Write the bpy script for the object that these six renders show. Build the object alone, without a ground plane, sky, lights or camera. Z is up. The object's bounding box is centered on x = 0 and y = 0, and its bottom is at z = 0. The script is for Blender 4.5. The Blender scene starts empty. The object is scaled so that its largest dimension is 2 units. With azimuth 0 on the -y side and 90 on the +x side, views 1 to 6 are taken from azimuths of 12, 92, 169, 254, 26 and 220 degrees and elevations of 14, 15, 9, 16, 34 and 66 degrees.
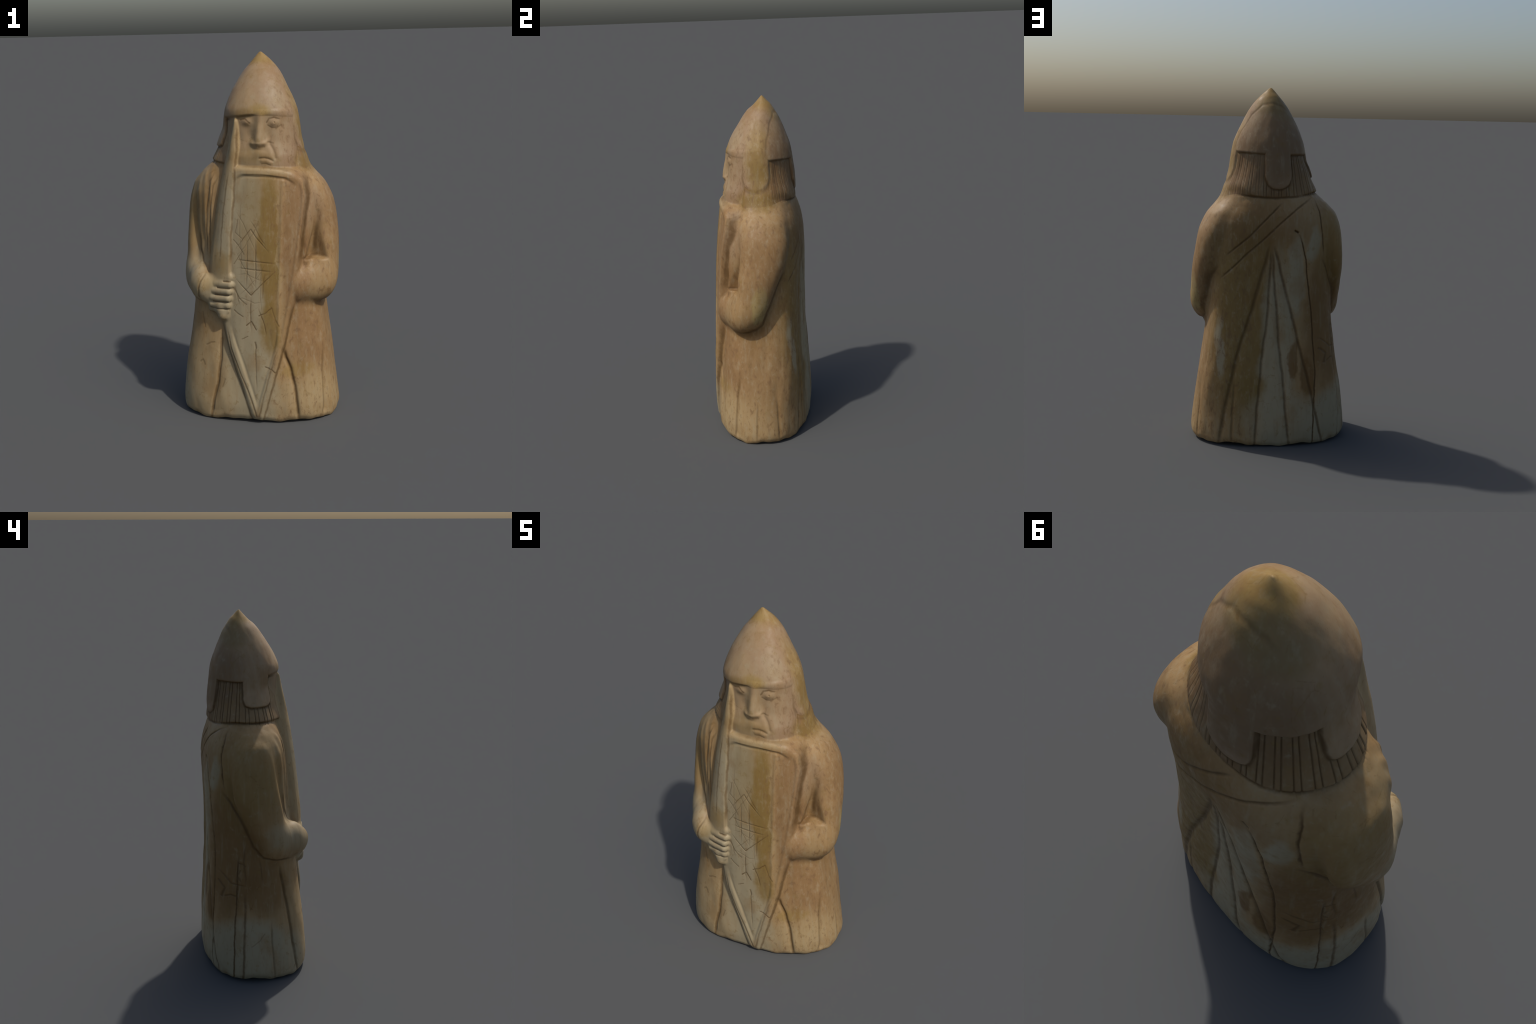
"""Carved ivory warrior chess piece: helmeted figure with a kite shield and a sword.

The carving is one smooth implicit solid (columns, capsules and plates joined with
soft unions).  It is meshed by casting rays outward from the standing axis, engraved
with strokes, and then separated into its anatomical parts and equipment.
"""
import math
import numpy as np

# ----------------------------------------------------------------------------
#  small numeric helpers
# ----------------------------------------------------------------------------


def curve(z, *pts):
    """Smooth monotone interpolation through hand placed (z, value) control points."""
    p = np.array(sorted(pts), float)
    t, v = p[:, 0], p[:, 1]
    h = np.diff(t)
    s = np.diff(v) / h
    m = np.zeros_like(v)
    m[0], m[-1] = s[0], s[-1]
    same = s[:-1] * s[1:] > 0
    w1, w2 = 2 * h[1:] + h[:-1], h[1:] + 2 * h[:-1]
    with np.errstate(divide="ignore", invalid="ignore"):
        m[1:-1] = np.where(same, (w1 + w2) / (w1 / s[:-1] + w2 / s[1:]), 0.0)
    q = np.linspace(t[0], t[-1], 1500)
    i = np.clip(np.searchsorted(t, q) - 1, 0, len(h) - 1)
    u = (q - t[i]) / h[i]
    d = (v[i] * (1 + 2 * u) * (1 - u) ** 2 + h[i] * m[i] * u * (1 - u) ** 2
         + v[i + 1] * u * u * (3 - 2 * u) + h[i] * m[i + 1] * u * u * (u - 1))
    return np.interp(z, q, d)


def smin(a, b, k):
    h = np.maximum(k - np.abs(a - b), 0) / k
    return np.minimum(a, b) - h * h * k * 0.25


def smax(a, b, k):
    return -smin(-a, -b, k)


def step(x, lo, hi):
    t = np.clip((x - lo) / (hi - lo), 0, 1)
    return t * t * (3 - 2 * t)


def bump(d, w):
    return np.exp(-(d / w) ** 2)


def seg2(u, v, a, b):
    """Distance in a plane to the segment a-b."""
    dx, dy = b[0] - a[0], b[1] - a[1]
    t = np.clip(((u - a[0]) * dx + (v - a[1]) * dy) / (dx * dx + dy * dy), 0, 1)
    return np.hypot(u - a[0] - t * dx, v - a[1] - t * dy), t


def line2(u, v, pts):
    d = seg2(u, v, pts[0], pts[1])[0]
    for a, b in zip(pts[1:-1], pts[2:]):
        d = np.minimum(d, seg2(u, v, a, b)[0])
    return d


def capsule(x, y, z, a, b, ra, rb, sq=(1, 1, 1)):
    """Tapered capsule; sq stretches space so that the section becomes an ellipse."""
    px, py, pz = (x - a[0]) / sq[0], (y - a[1]) / sq[1], (z - a[2]) / sq[2]
    dx, dy, dz = (b[0] - a[0]) / sq[0], (b[1] - a[1]) / sq[1], (b[2] - a[2]) / sq[2]
    t = np.clip((px * dx + py * dy + pz * dz) / (dx * dx + dy * dy + dz * dz), 0, 1)
    d = np.sqrt((px - t * dx) ** 2 + (py - t * dy) ** 2 + (pz - t * dz) ** 2)
    return (d - (ra + (rb - ra) * t)) * min(sq)


def column(x, y, xl, xr, yf, yb, nf, nb, cx=0.0, cy=0.0, nfl=None, nbl=None):
    """Upright column with extents xl..xr and yf..yb around the centre (cx, cy).

    nf, nb square the front and back corners; nfl, nbl do so on the -x side."""
    u, w = x - cx, y - cy
    ax = np.where(u > 0, xr - cx, cx - xl)
    by = np.where(w > 0, yb - cy, cy - yf)
    left = step(-u, -.05, .05)
    n1 = nf if nfl is None else nf + (nfl - nf) * left
    n2 = nb if nbl is None else nb + (nbl - nb) * left
    n = n1 + (n2 - n1) * step(w, -0.06, 0.06)
    p = np.abs(u) / np.maximum(ax, 1e-4)
    q = np.abs(w) / np.maximum(by, 1e-4)
    rho = (p ** n + q ** n + 1e-12) ** (1.0 / n)
    r = np.hypot(u, w)
    return r * (1 - 1 / np.maximum(rho, 1e-3))


# ----------------------------------------------------------------------------
#  the figure, part by part (metres, z up, front is -y)
# ----------------------------------------------------------------------------


def robe(x, y, z):
    xr = curve(z, (0, .438), (.03, .443), (.06, .445), (.1, .442), (.2, .430), (.3, .416), (.4, .402), (.5, .387), (.6, .373),
               (.7, .362), (.85, .353), (1.0, .348), (1.15, .352), (1.25, .348), (1.3, .333), (1.35, .305),
               (1.4, .268), (1.45, .22), (1.6, .15))
    xl = -curve(z, (0, .442), (.03, .447), (.06, .449), (.1, .447), (.2, .437), (.3, .424), (.4, .405), (.5, .388), (.6, .373),
                (.7, .358), (.85, .345), (1.0, .338), (1.15, .345), (1.25, .342), (1.3, .328), (1.35, .303),
                (1.4, .26), (1.45, .21), (1.6, .15))
    yf = -curve(z, (0, .276), (.05, .283), (.1, .286), (.2, .28), (.3, .27), (.4, .258), (.5, .246), (.65, .232),
                (.8, .215), (1.0, .188), (1.15, .178), (1.3, .16), (1.4, .135), (1.6, .1))
    yb = curve(z, (0, .282), (.05, .289), (.1, .294), (.15, .295), (.3, .291), (.5, .281), (.65, .273), (.85, .272),
               (1.1, .274), (1.2, .272), (1.25, .267), (1.3, .258), (1.35, .243), (1.4, .224), (1.45, .195),
               (1.6, .15))
    nf = curve(z, (0, 2.75), (.3, 2.75), (.6, 2.7), (1.0, 2.4), (1.6, 2.2))
    # the back is fuller on the wearer's right and squarer, but flatter, on the left
    flat = curve(z, (0, .06), (.2, .12), (.5, .155), (.9, .15), (1.2, .09), (1.4, .04))
    yb = yb * (1.0 - flat * step(x, -.13, .15)) + .003
    nbr = curve(z, (0, 2.3), (.15, 2.4), (.4, 3.0), (.7, 3.15), (.9, 3.25), (1.15, 2.9), (1.35, 2.4))
    # cloak front: sunk beside the sword, fuller beside the shield
    yf = yf * (1 + (.10 * step(x, .1, .2) - .01 * step(-x, .1, .2)) * step(z, .75, .95))
    nfr = nf - curve(z, (0, .5), (.25, .45), (.5, .1), (1.0, .0), (1.4, .0))
    f = column(x, y, xl, xr, yf, yb, nfr, nbr, 0, 0, nf, 2.75)
    f = smax(f, z - 1.47, .05)
    # vertical cloak folds hanging between the sword and the right arm
    front = step(-y, .02, .08) * step(z, .82, .95) * step(-x, .1, .16)
    xs = x + .012 * np.sin(6 * z)
    f = f - front * .009 * (bump(xs + .262, .018) + 1.2 * bump(xs + .222, .018) + .8 * bump(xs + .305, .022)) * (1 - step(z, 1.34, 1.42))
    # cloak strip beside the shield on the other side
    f = f - .030 * step(-y, .0, .06) * bump(x - .297 - .02 * (z - 1.1), .022) * step(z, .84, .93) * (1 - step(z, 1.12, 1.3))
    return f


def arm_left(x, y, z):
    """Wearer's left arm (+x): upper arm, elbow and forearm behind the shield."""
    xo = curve(z, (.6, .40), (.7, .424), (.76, .438), (.85, .447), (.97, .445), (1.1, .431), (1.2, .414), (1.3, .370),
               (1.36, .316), (1.42, .250), (1.5, .2))
    cy = curve(z, (.6, -.06), (.76, -.052), (.85, -.03), (.97, .0), (1.1, .033), (1.2, .041), (1.3, .035), (1.5, .02))
    ay = curve(z, (.6, .088), (.72, .098), (.8, .103), (.97, .120), (1.1, .132), (1.2, .138), (1.3, .131), (1.4, .112), (1.5, .08))
    ax = curve(z, (.6, .08), (.85, .088), (1.1, .088), (1.25, .1), (1.4, .1))
    u = column(x, y, xo - 2 * ax, xo, cy - ay, cy + ay, 2.3, 2.1, xo - ax, cy)
    u = smax(u, .686 - z + .45 * np.maximum(x - .36, 0) + .25 * np.maximum(y + .0, 0), .09)
    u = smax(u, z - 1.44, .08)
    lo = capsule(x, y, z, (.352, -.085, .787), (.225, -.168, .782), .074, .076, (1, 1, 1.42))
    lo = smax(lo, .672 - z, .035)
    return smin(u, lo, .06)


def arm_right(x, y, z):
    """Wearer's right arm (-x), bent to grip the sword."""
    xo = curve(z, (.6, .37), (.7, .385), (.78, .402), (.86, .412), (.95, .412), (1.1, .406), (1.2, .397), (1.3, .367),
               (1.36, .316), (1.42, .250), (1.5, .2))
    cy = curve(z, (.6, -.025), (.77, -.015), (.9, .016), (1.03, .05), (1.15, .064), (1.25, .066), (1.35, .05), (1.5, .02))
    ay = curve(z, (.6, .085), (.77, .096), (.9, .114), (1.03, .125), (1.15, .121), (1.25, .118), (1.35, .108), (1.5, .08))
    ax = curve(z, (.6, .07), (.85, .072), (1.0, .06), (1.15, .065), (1.3, .09), (1.4, .1))
    u = column(x, y, -xo, -xo + 2 * ax, cy - ay, cy + ay, 2.3, 2.1, -xo + ax, cy)
    u = smax(u, .69 - z + .25 * np.maximum(y, 0), .09)
    u = smax(u, z - 1.44, .08)
    lo = capsule(x, y, z, (-.335, -.05, .778), (-.287, -.166, .766), .076, .071, (1, 1, 1.42))
    return smin(u, lo, .05)


def hand(x, y, z):
    """Right hand: back of the hand only, the fingers are lifted ridges on it."""
    d = capsule(x, y, z, (-.262, -.206, .765), (-.170, -.206, .782), .055, .046, (1, .95, 1.1))
    e = capsule(x, y, z, (-.266, -.204, .742), (-.170, -.206, .676), .055, .046, (1, .95, 1.2))
    return smin(d, e, .04)


FINGERS = (((-.150, .824), (-.106, .822), .0205, .268), ((-.178, .785), (-.110, .785), .0200, .284),
           ((-.190, .746), (-.117, .748), .0200, .288), ((-.200, .706), (-.122, .709), .0200, .288),
           ((-.206, .668), (-.126, .670), .0195, .282))


def finger(k):
    a, b, r, yy = FINGERS[k]

    def f(x, y, z):
        return capsule(x, y, z, (a[0] - .01, -yy + .046, a[1]), (b[0], -yy + r * 1.1, b[1]), r, r * 1.08)
    return f


def pommel(x, y, z):
    return capsule(x, y, z, (-.157, -.230, .66), (-.150, -.243, .611), .045, .035)


def sword(x, y, z):
    xr = curve(z, (.6, -.118), (.88, -.106), (1.05, -.099), (1.25, -.086), (1.41, -.08), (1.5, -.071), (1.6, -.073), (1.7, -.083))
    xm = curve(z, (.6, -.18), (.88, -.166), (1.09, -.15), (1.26, -.133), (1.41, -.112), (1.55, -.1), (1.66, -.092), (1.7, -.09))
    xl = curve(z, (.6, -.24), (.93, -.220), (1.07, -.202), (1.18, -.187), (1.3, -.168), (1.4, -.147), (1.5, -.126), (1.64, -.102), (1.7, -.095))
    yr = curve(z, (.6, -.268), (.88, -.252), (1.0, -.243), (1.2, -.223), (1.4, -.196), (1.5, -.177), (1.6, -.156), (1.66, -.146), (1.7, -.14))
    yr = yr - .008 * step(z, .7, .9)
    yl = yr + .040
    front = -(y - yr) - .15 * (x - xm)
    ux, uy = xl - xm, yl - yr
    ln = np.hypot(ux, uy)
    left = -((x - xm) * (uy) - (y - yr) * ux) / ln
    d = smax(front, left, .016)
    d = smax(d, (x - xr - (.35 + .35 * step(z, 1.36, 1.42)) * np.maximum(y - yr, 0)) * .9, .012)
    d = smax(d, z - 1.672, .03)
    d = smax(d, (xl - x - .3 * np.maximum(y - yl, 0)) * .95, .014)
    d = smax(d, y + .06, .02)
    return smax(d, .62 - z, .02)


# kite shield: right edge and left edge of the outline as functions of height
def shield_edges(z):
    xr = curve(z, (-.05, .05), (.0, .062), (.05, .072), (.2, .112), (.44, .180), (.6, .21), (.72, .232), (.92, .262), (1.1, .284),
               (1.2, .294), (1.26, .296), (1.32, .288), (1.36, .272), (1.39, .25), (1.45, .22))
    xl = curve(z, (-.05, .03), (.0, .012), (.05, -.003), (.2, -.047), (.318, -.085), (.56, -.158), (.8, -.19), (1.0, -.185), (1.2, -.16), (1.4, -.115))
    return xl, xr


def shield_face(x, z):
    y0 = curve(z, (-.05, .278), (.0, .286), (.05, .293), (.12, .297), (.2, .297), (.4, .293), (.6, .286), (.8, .277), (.9, .271),
               (1.0, .265), (1.1, .257), (1.2, .247), (1.3, .236), (1.4, .22), (1.45, .212))
    u = x - .035
    k = curve(z, (0, 1.0), (.4, 1.0), (.7, .88), (1.1, .85), (1.4, 1.05))
    return y0 - k * u * u * np.where(u > 0, 1.0, .6 + .4 * step(z, .35, .6))


def shield_top(x):
    return curve(x, (-.3, 1.418), (-.08, 1.415), (.07, 1.413), (.16, 1.403), (.23, 1.388), (.3, 1.36))


def shield(x, y, z):
    xl, xr = shield_edges(z)
    slope = .38 + .1 * step(z, .5, .9)
    e_r = (x - xr) * .93
    e_l = (xl - x) * .87
    e_t = z - shield_top(x)
    edge = smax(smax(e_r, e_l, .02), e_t, .05)
    h = shield_face(x, z)
    # raised rim inside the outline, a flat field, and a soft ridge line right of the middle
    weight = np.maximum(step(z, 1.30, 1.36), 1 - step(z, .42, .6))
    rim = .006 * weight * step(edge, -.055, -.030) - .003 * weight * bump(edge + .046, .007)
    rim = rim + .004 * bump(x - (.168 - .03 * (1 - z)), .010) * step(z, .42, .5) * (1 - step(z, 1.34, 1.36))
    rim = rim + .006 * step(edge, -.030, -.012) * (1 - weight) * step(x, .1, .2)
    f = -y - h + .004 - rim
    side = edge - .20 * np.maximum(y + h, 0)
    return smax(smax(f, side, .022), y + .02, .02)


HX, HY = .02, .02                       # centre of the head


def head_angle(x, y):
    return np.degrees(np.arctan2(x - HX, -(y - HY))) % 360


def head_core(x, y, z, grow=0.0):
    """Hair and helmet share this column; the face is set into its front."""
    xr = curve(z, (1.36, .31), (1.4, .288), (1.43, .274), (1.45, .268), (1.5, .254), (1.55, .242), (1.6, .235), (1.65, .227), (1.7, .217), (1.75, .2), (1.8, .177),
               (1.85, .152), (1.9, .122), (1.95, .079), (1.975, .052), (1.995, .028), (2.0, .021))
    xl = curve(z, (1.36, -.29), (1.4, -.270), (1.43, -.257), (1.45, -.249), (1.5, -.231), (1.55, -.213), (1.6, -.193), (1.65, -.184), (1.7, -.173), (1.75, -.156), (1.8, -.134),
               (1.85, -.106), (1.9, -.074), (1.95, -.031), (1.975, -.008), (1.995, .011), (2.0, .017))
    yb = curve(z, (1.36, .236), (1.4, .231), (1.45, .229), (1.5, .2285), (1.55, .226), (1.6, .221), (1.65, .2155), (1.7, .208), (1.75, .194), (1.8, .175),
               (1.85, .1545), (1.9, .131), (1.95, .097), (1.975, .072), (1.995, .052), (2.0, .047))
    yf = curve(z, (1.36, -.195), (1.42, -.192), (1.5, -.186), (1.6, -.176), (1.68, -.171), (1.7, -.168), (1.75, -.15), (1.8, -.124),
               (1.85, -.091), (1.9, -.056), (1.925, -.034), (1.95, -.002), (1.975, .021), (1.995, .04), (2.0, .045))
    cx = curve(z, (1.3, .02), (1.8, .022), (2.0, .019))
    cy = curve(z, (1.3, .02), (1.8, .027), (1.9, .037), (1.95, .047), (2.0, .046))
    nf = curve(z, (1.3, 2.6), (1.6, 2.5), (1.8, 2.15), (2.0, 2.0))
    return column(x, y, xl - grow, xr + grow, yf - grow, yb + grow, nf, 1.74 + .36 * (1 - step(z, 1.45, 1.6)), cx, cy, nf - .75 * (1 - step(z, 1.60, 1.72)), 2.15 + .25 * (1 - step(z, 1.5, 1.65)))


def helmet_mask(x, y, z):
    """Signed height over the helmet's lower border (positive on the helmet)."""
    a = head_angle(x, y)
    r = .215
    af = (a + 180) % 360 - 180          # -180..180, 0 in front
    brim = curve(af, (-180, 1.638), (-106, 1.634), (-85, 1.645), (-62, 1.660), (-35, 1.668), (0, 1.682), (25, 1.682), (72, 1.664),
                 (100, 1.648), (140, 1.642), (180, 1.638))
    m = z - brim

    def flap(a0, a1, bottom, k):
        mid, half = (a0 + a1) / 2, math.radians(a1 - a0) / 2 * r
        d = np.abs((a - mid + 180) % 360 - 180) * math.pi / 180 * r
        return smin(half - d, z - bottom, k)
    m = np.maximum(m, flap(66, 108, 1.476, .10))
    m = np.maximum(m, flap(164, 208, 1.450, .09))
    m = np.maximum(m, flap(253, 297, 1.502, .05))
    return m


def helmet(x, y, z):
    f = head_core(x, y, z)
    m = helmet_mask(x, y, z)
    f = smax(f, -m * .9, .012)
    return f


def head_strands(x, y, z):
    """Vertical hair strands on the sides and back."""
    a = head_angle(x, y)
    back = step(a, 98, 108) * (1 - step(a, 292, 300))
    n = 62 / 360 * a
    deep = np.abs(np.sin(math.pi * n + .5 * np.sin(3.1 * n)))
    return back * (.25 + .75 * step(a, 150, 170)) * (1 - np.minimum(deep * 1.8, 1)) * step(z, 1.40, 1.43) * (1 - step(z, 1.625, 1.64))


def hair(x, y, z):
    a = head_angle(x, y)
    f = head_core(x, y, z, -.013 + .006 * (1 - step(a, 108, 122)) * step(a, 56, 66))
    f = f - .010 * (1 - step(z, 1.42, 1.52))
    af = (a + 180) % 360 - 180
    f = f + .04 * step(af, -42, -30) * (1 - step(af, 62, 72))
    hem = curve(a, (0, 1.40), (72, 1.40), (95, 1.402), (120, 1.418), (150, 1.408), (180, 1.402), (215, 1.41), (245, 1.425), (290, 1.422), (330, 1.415), (360, 1.40))
    soft = step(a, 55, 75) * (1 - step(a, 125, 150))
    f = smax(f, hem - z, .014 + .05 * soft)
    return smax(f, z - 1.72, .02)


def face(x, y, z):
    yf = curve(z, (1.36, -.197), (1.42, -.197), (1.46, -.194), (1.5, -.181), (1.55, -.168), (1.6, -.165), (1.645, -.165), (1.7, -.163))
    xr = curve(z, (1.36, .252), (1.45, .242), (1.6, .226), (1.7, .214))
    xl = curve(z, (1.36, -.175), (1.6, -.155), (1.7, -.15))
    f = column(x, y, xl, xr, yf, yf * 0 + .1, 2.7, 2.2, .04, .03)
    front = step(-y, .0, .05)
    # nose
    nx = curve(z, (1.52, .044), (1.6, .05), (1.68, .052))
    nh = curve(z, (1.40, 0), (1.498, 0), (1.518, .012), (1.538, .027), (1.56, .028), (1.60, .023), (1.65, .014), (1.7, .008))
    nw = curve(z, (1.4, .034), (1.53, .034), (1.56, .032), (1.62, .027), (1.7, .026))
    f = f - front * nh * bump(x - nx, nw)
    # nostril wings
    f = f - front * .007 * (bump(np.hypot((x - .080), (z - 1.537) * 1.1), .014) + bump(np.hypot((x - .010), (z - 1.537) * 1.1), .014))
    # eyes: hollow with a ball in it
    for ex, ez in ((.127, 1.640), (-.018, 1.644)):
        d = np.hypot((x - ex) / 1.35, z - ez)
        f = f + front * (.012 * bump(d, .034) - .0155 * bump(d, .022))
    # hollow beside the nose, cheek, moustache and lip
    f = f + front * .007 * (bump(np.hypot(x - .095, (z - 1.575) * .7), .026) + bump(np.hypot(x - .0, (z - 1.575) * .7), .024))
    f = f - front * .007 * bump(np.hypot((x - .055) * .55, z - 1.488), .022)
    f = f + front * .003 * bump(line2(x, z, ((.055, 1.459), (.080, 1.461), (.105, 1.455), (.122, 1.446))), .007)
    f = f - front * .003 * bump(line2(x, z, ((.068, 1.446), (.090, 1.445), (.112, 1.436))), .010)
    f = f + front * .005 * bump(line2(x, z, ((.10, 1.535), (.122, 1.50), (.135, 1.46))), .010)
    f = smax(f, z - 1.71, .02)
    return f


PARTS = (("robe", robe), ("arm_left", arm_left), ("arm_right", arm_right), ("hand", hand), ("pommel", pommel),
         ("sword", sword), ("shield", shield), ("helmet", helmet), ("hair", hair), ("face", face),
         ("finger0", finger(0)), ("finger1", finger(1)), ("finger2", finger(2)), ("finger3", finger(3)), ("finger4", finger(4)))
ZRANGE = {"robe": (-1, 1.56), "arm_left": (.55, 1.55), "arm_right": (.55, 1.55), "hand": (.55, .95), "pommel": (.5, .75),
          "sword": (.55, 1.72), "shield": (-1, 1.5), "helmet": (1.38, 3), "hair": (1.33, 1.8), "face": (1.33, 1.78)}


def evaluate(x, y, z, detail=False):
    """Implicit value of the whole carving; with detail also the part each point belongs to."""
    d = {}
    for name, fn in PARTS:
        lo, hi = ZRANGE.get(name, (.55, .9))
        m = (z > lo) & (z < hi)
        v = np.full(z.shape, .5)
        if m.any():
            v[m] = fn(x[m], y[m], z[m])
        d[name] = v
    body = smin(d["robe"], d["arm_left"], .030)
    body = smin(body, d["arm_right"], .030)
    # deep hollow between the cloak strip and the shield arm
    t = (z - .925) / .24
    half = .030 * (1 - np.clip(t, 0, 1))
    xc, deep = .318 + .028 * t, np.clip(-y - .085, 0, .06)
    slot = smin(x - xc + half, (xc + half * .5 + 1.7 * deep * (1 - np.clip(t, 0, .9)) - x) * .5, .010)
    slot = smin(slot, np.minimum(z - .918, 1.165 - z), .012)
    body = smax(body, smin(slot + .004, -y - .088, .025), .014)
    hd = smin(d["hair"], d["face"], .010)
    hd = smin(hd, d["helmet"], .006)
    a = head_angle(x, y)
    f = smin(body, hd, .014 + .045 * step(a, 55, 75) * (1 - step(a, 120, 150)))
    f = smin(f, d["shield"], .010)
    f = smin(f, d["sword"], .008)
    fist = smin(d["hand"], d["pommel"], .02)
    for k in range(5):
        fist = smin(fist, d["finger%d" % k], .008)
    f = smin(f, fist, .016)
    if not detail:
        return f
    names = [n for n, _ in PARTS]
    return f, np.argmin(np.stack([d[n] for n in names]), 0), names


# ----------------------------------------------------------------------------
#  meshing by rays from the standing axis
# ----------------------------------------------------------------------------


def axis(z):
    ax = curve(z, (0, .0), (1.3, .0), (1.6, .02), (2.0, .019))
    ay = curve(z, (0, .0), (1.3, .0), (1.6, .02), (1.8, .027), (1.9, .037), (1.95, .047), (2.0, .046))
    return ax, ay


def rays(t, z):
    """Horizontal rays normal to an oval inside the body (t = 0 front, 90 degrees = +x)."""
    w = step(z, 1.22, 1.46)
    a, b = .42 + (.20 - .42) * w, .28 + (.20 - .28) * w
    ax, ay = axis(z)
    sn, cs = np.sin(t), np.cos(t)
    dx, dy = b * sn, -a * cs
    ln = np.hypot(dx, dy)
    return ax + a * sn, ay - b * cs, dx / ln, dy / ln


def cast(t, z):
    """Outermost surface along each ray, as the signed distance from the oval."""
    bx, by, dx, dy = rays(t, z)
    r = np.full(z.shape, .30)
    live = np.arange(z.size)
    prev = r.copy()
    for _ in range(150):
        f = evaluate(bx[live] + r[live] * dx[live], by[live] + r[live] * dy[live], z[live])
        out = f > 0
        live = live[out]
        prev[live] = r[live]
        r[live] = r[live] - np.clip(f[out] * .5, .0012, .05)
        live = live[r[live] > -.1995]
        if not len(live):
            break
    lo, hi = np.maximum(r, -.1995), prev
    for _ in range(7):
        mid = (lo + hi) / 2
        f = evaluate(bx + mid * dx, by + mid * dy, z)
        inside = f < 0
        lo = np.where(inside, mid, lo)
        hi = np.where(inside, hi, mid)
    return (lo + hi) / 2


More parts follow.
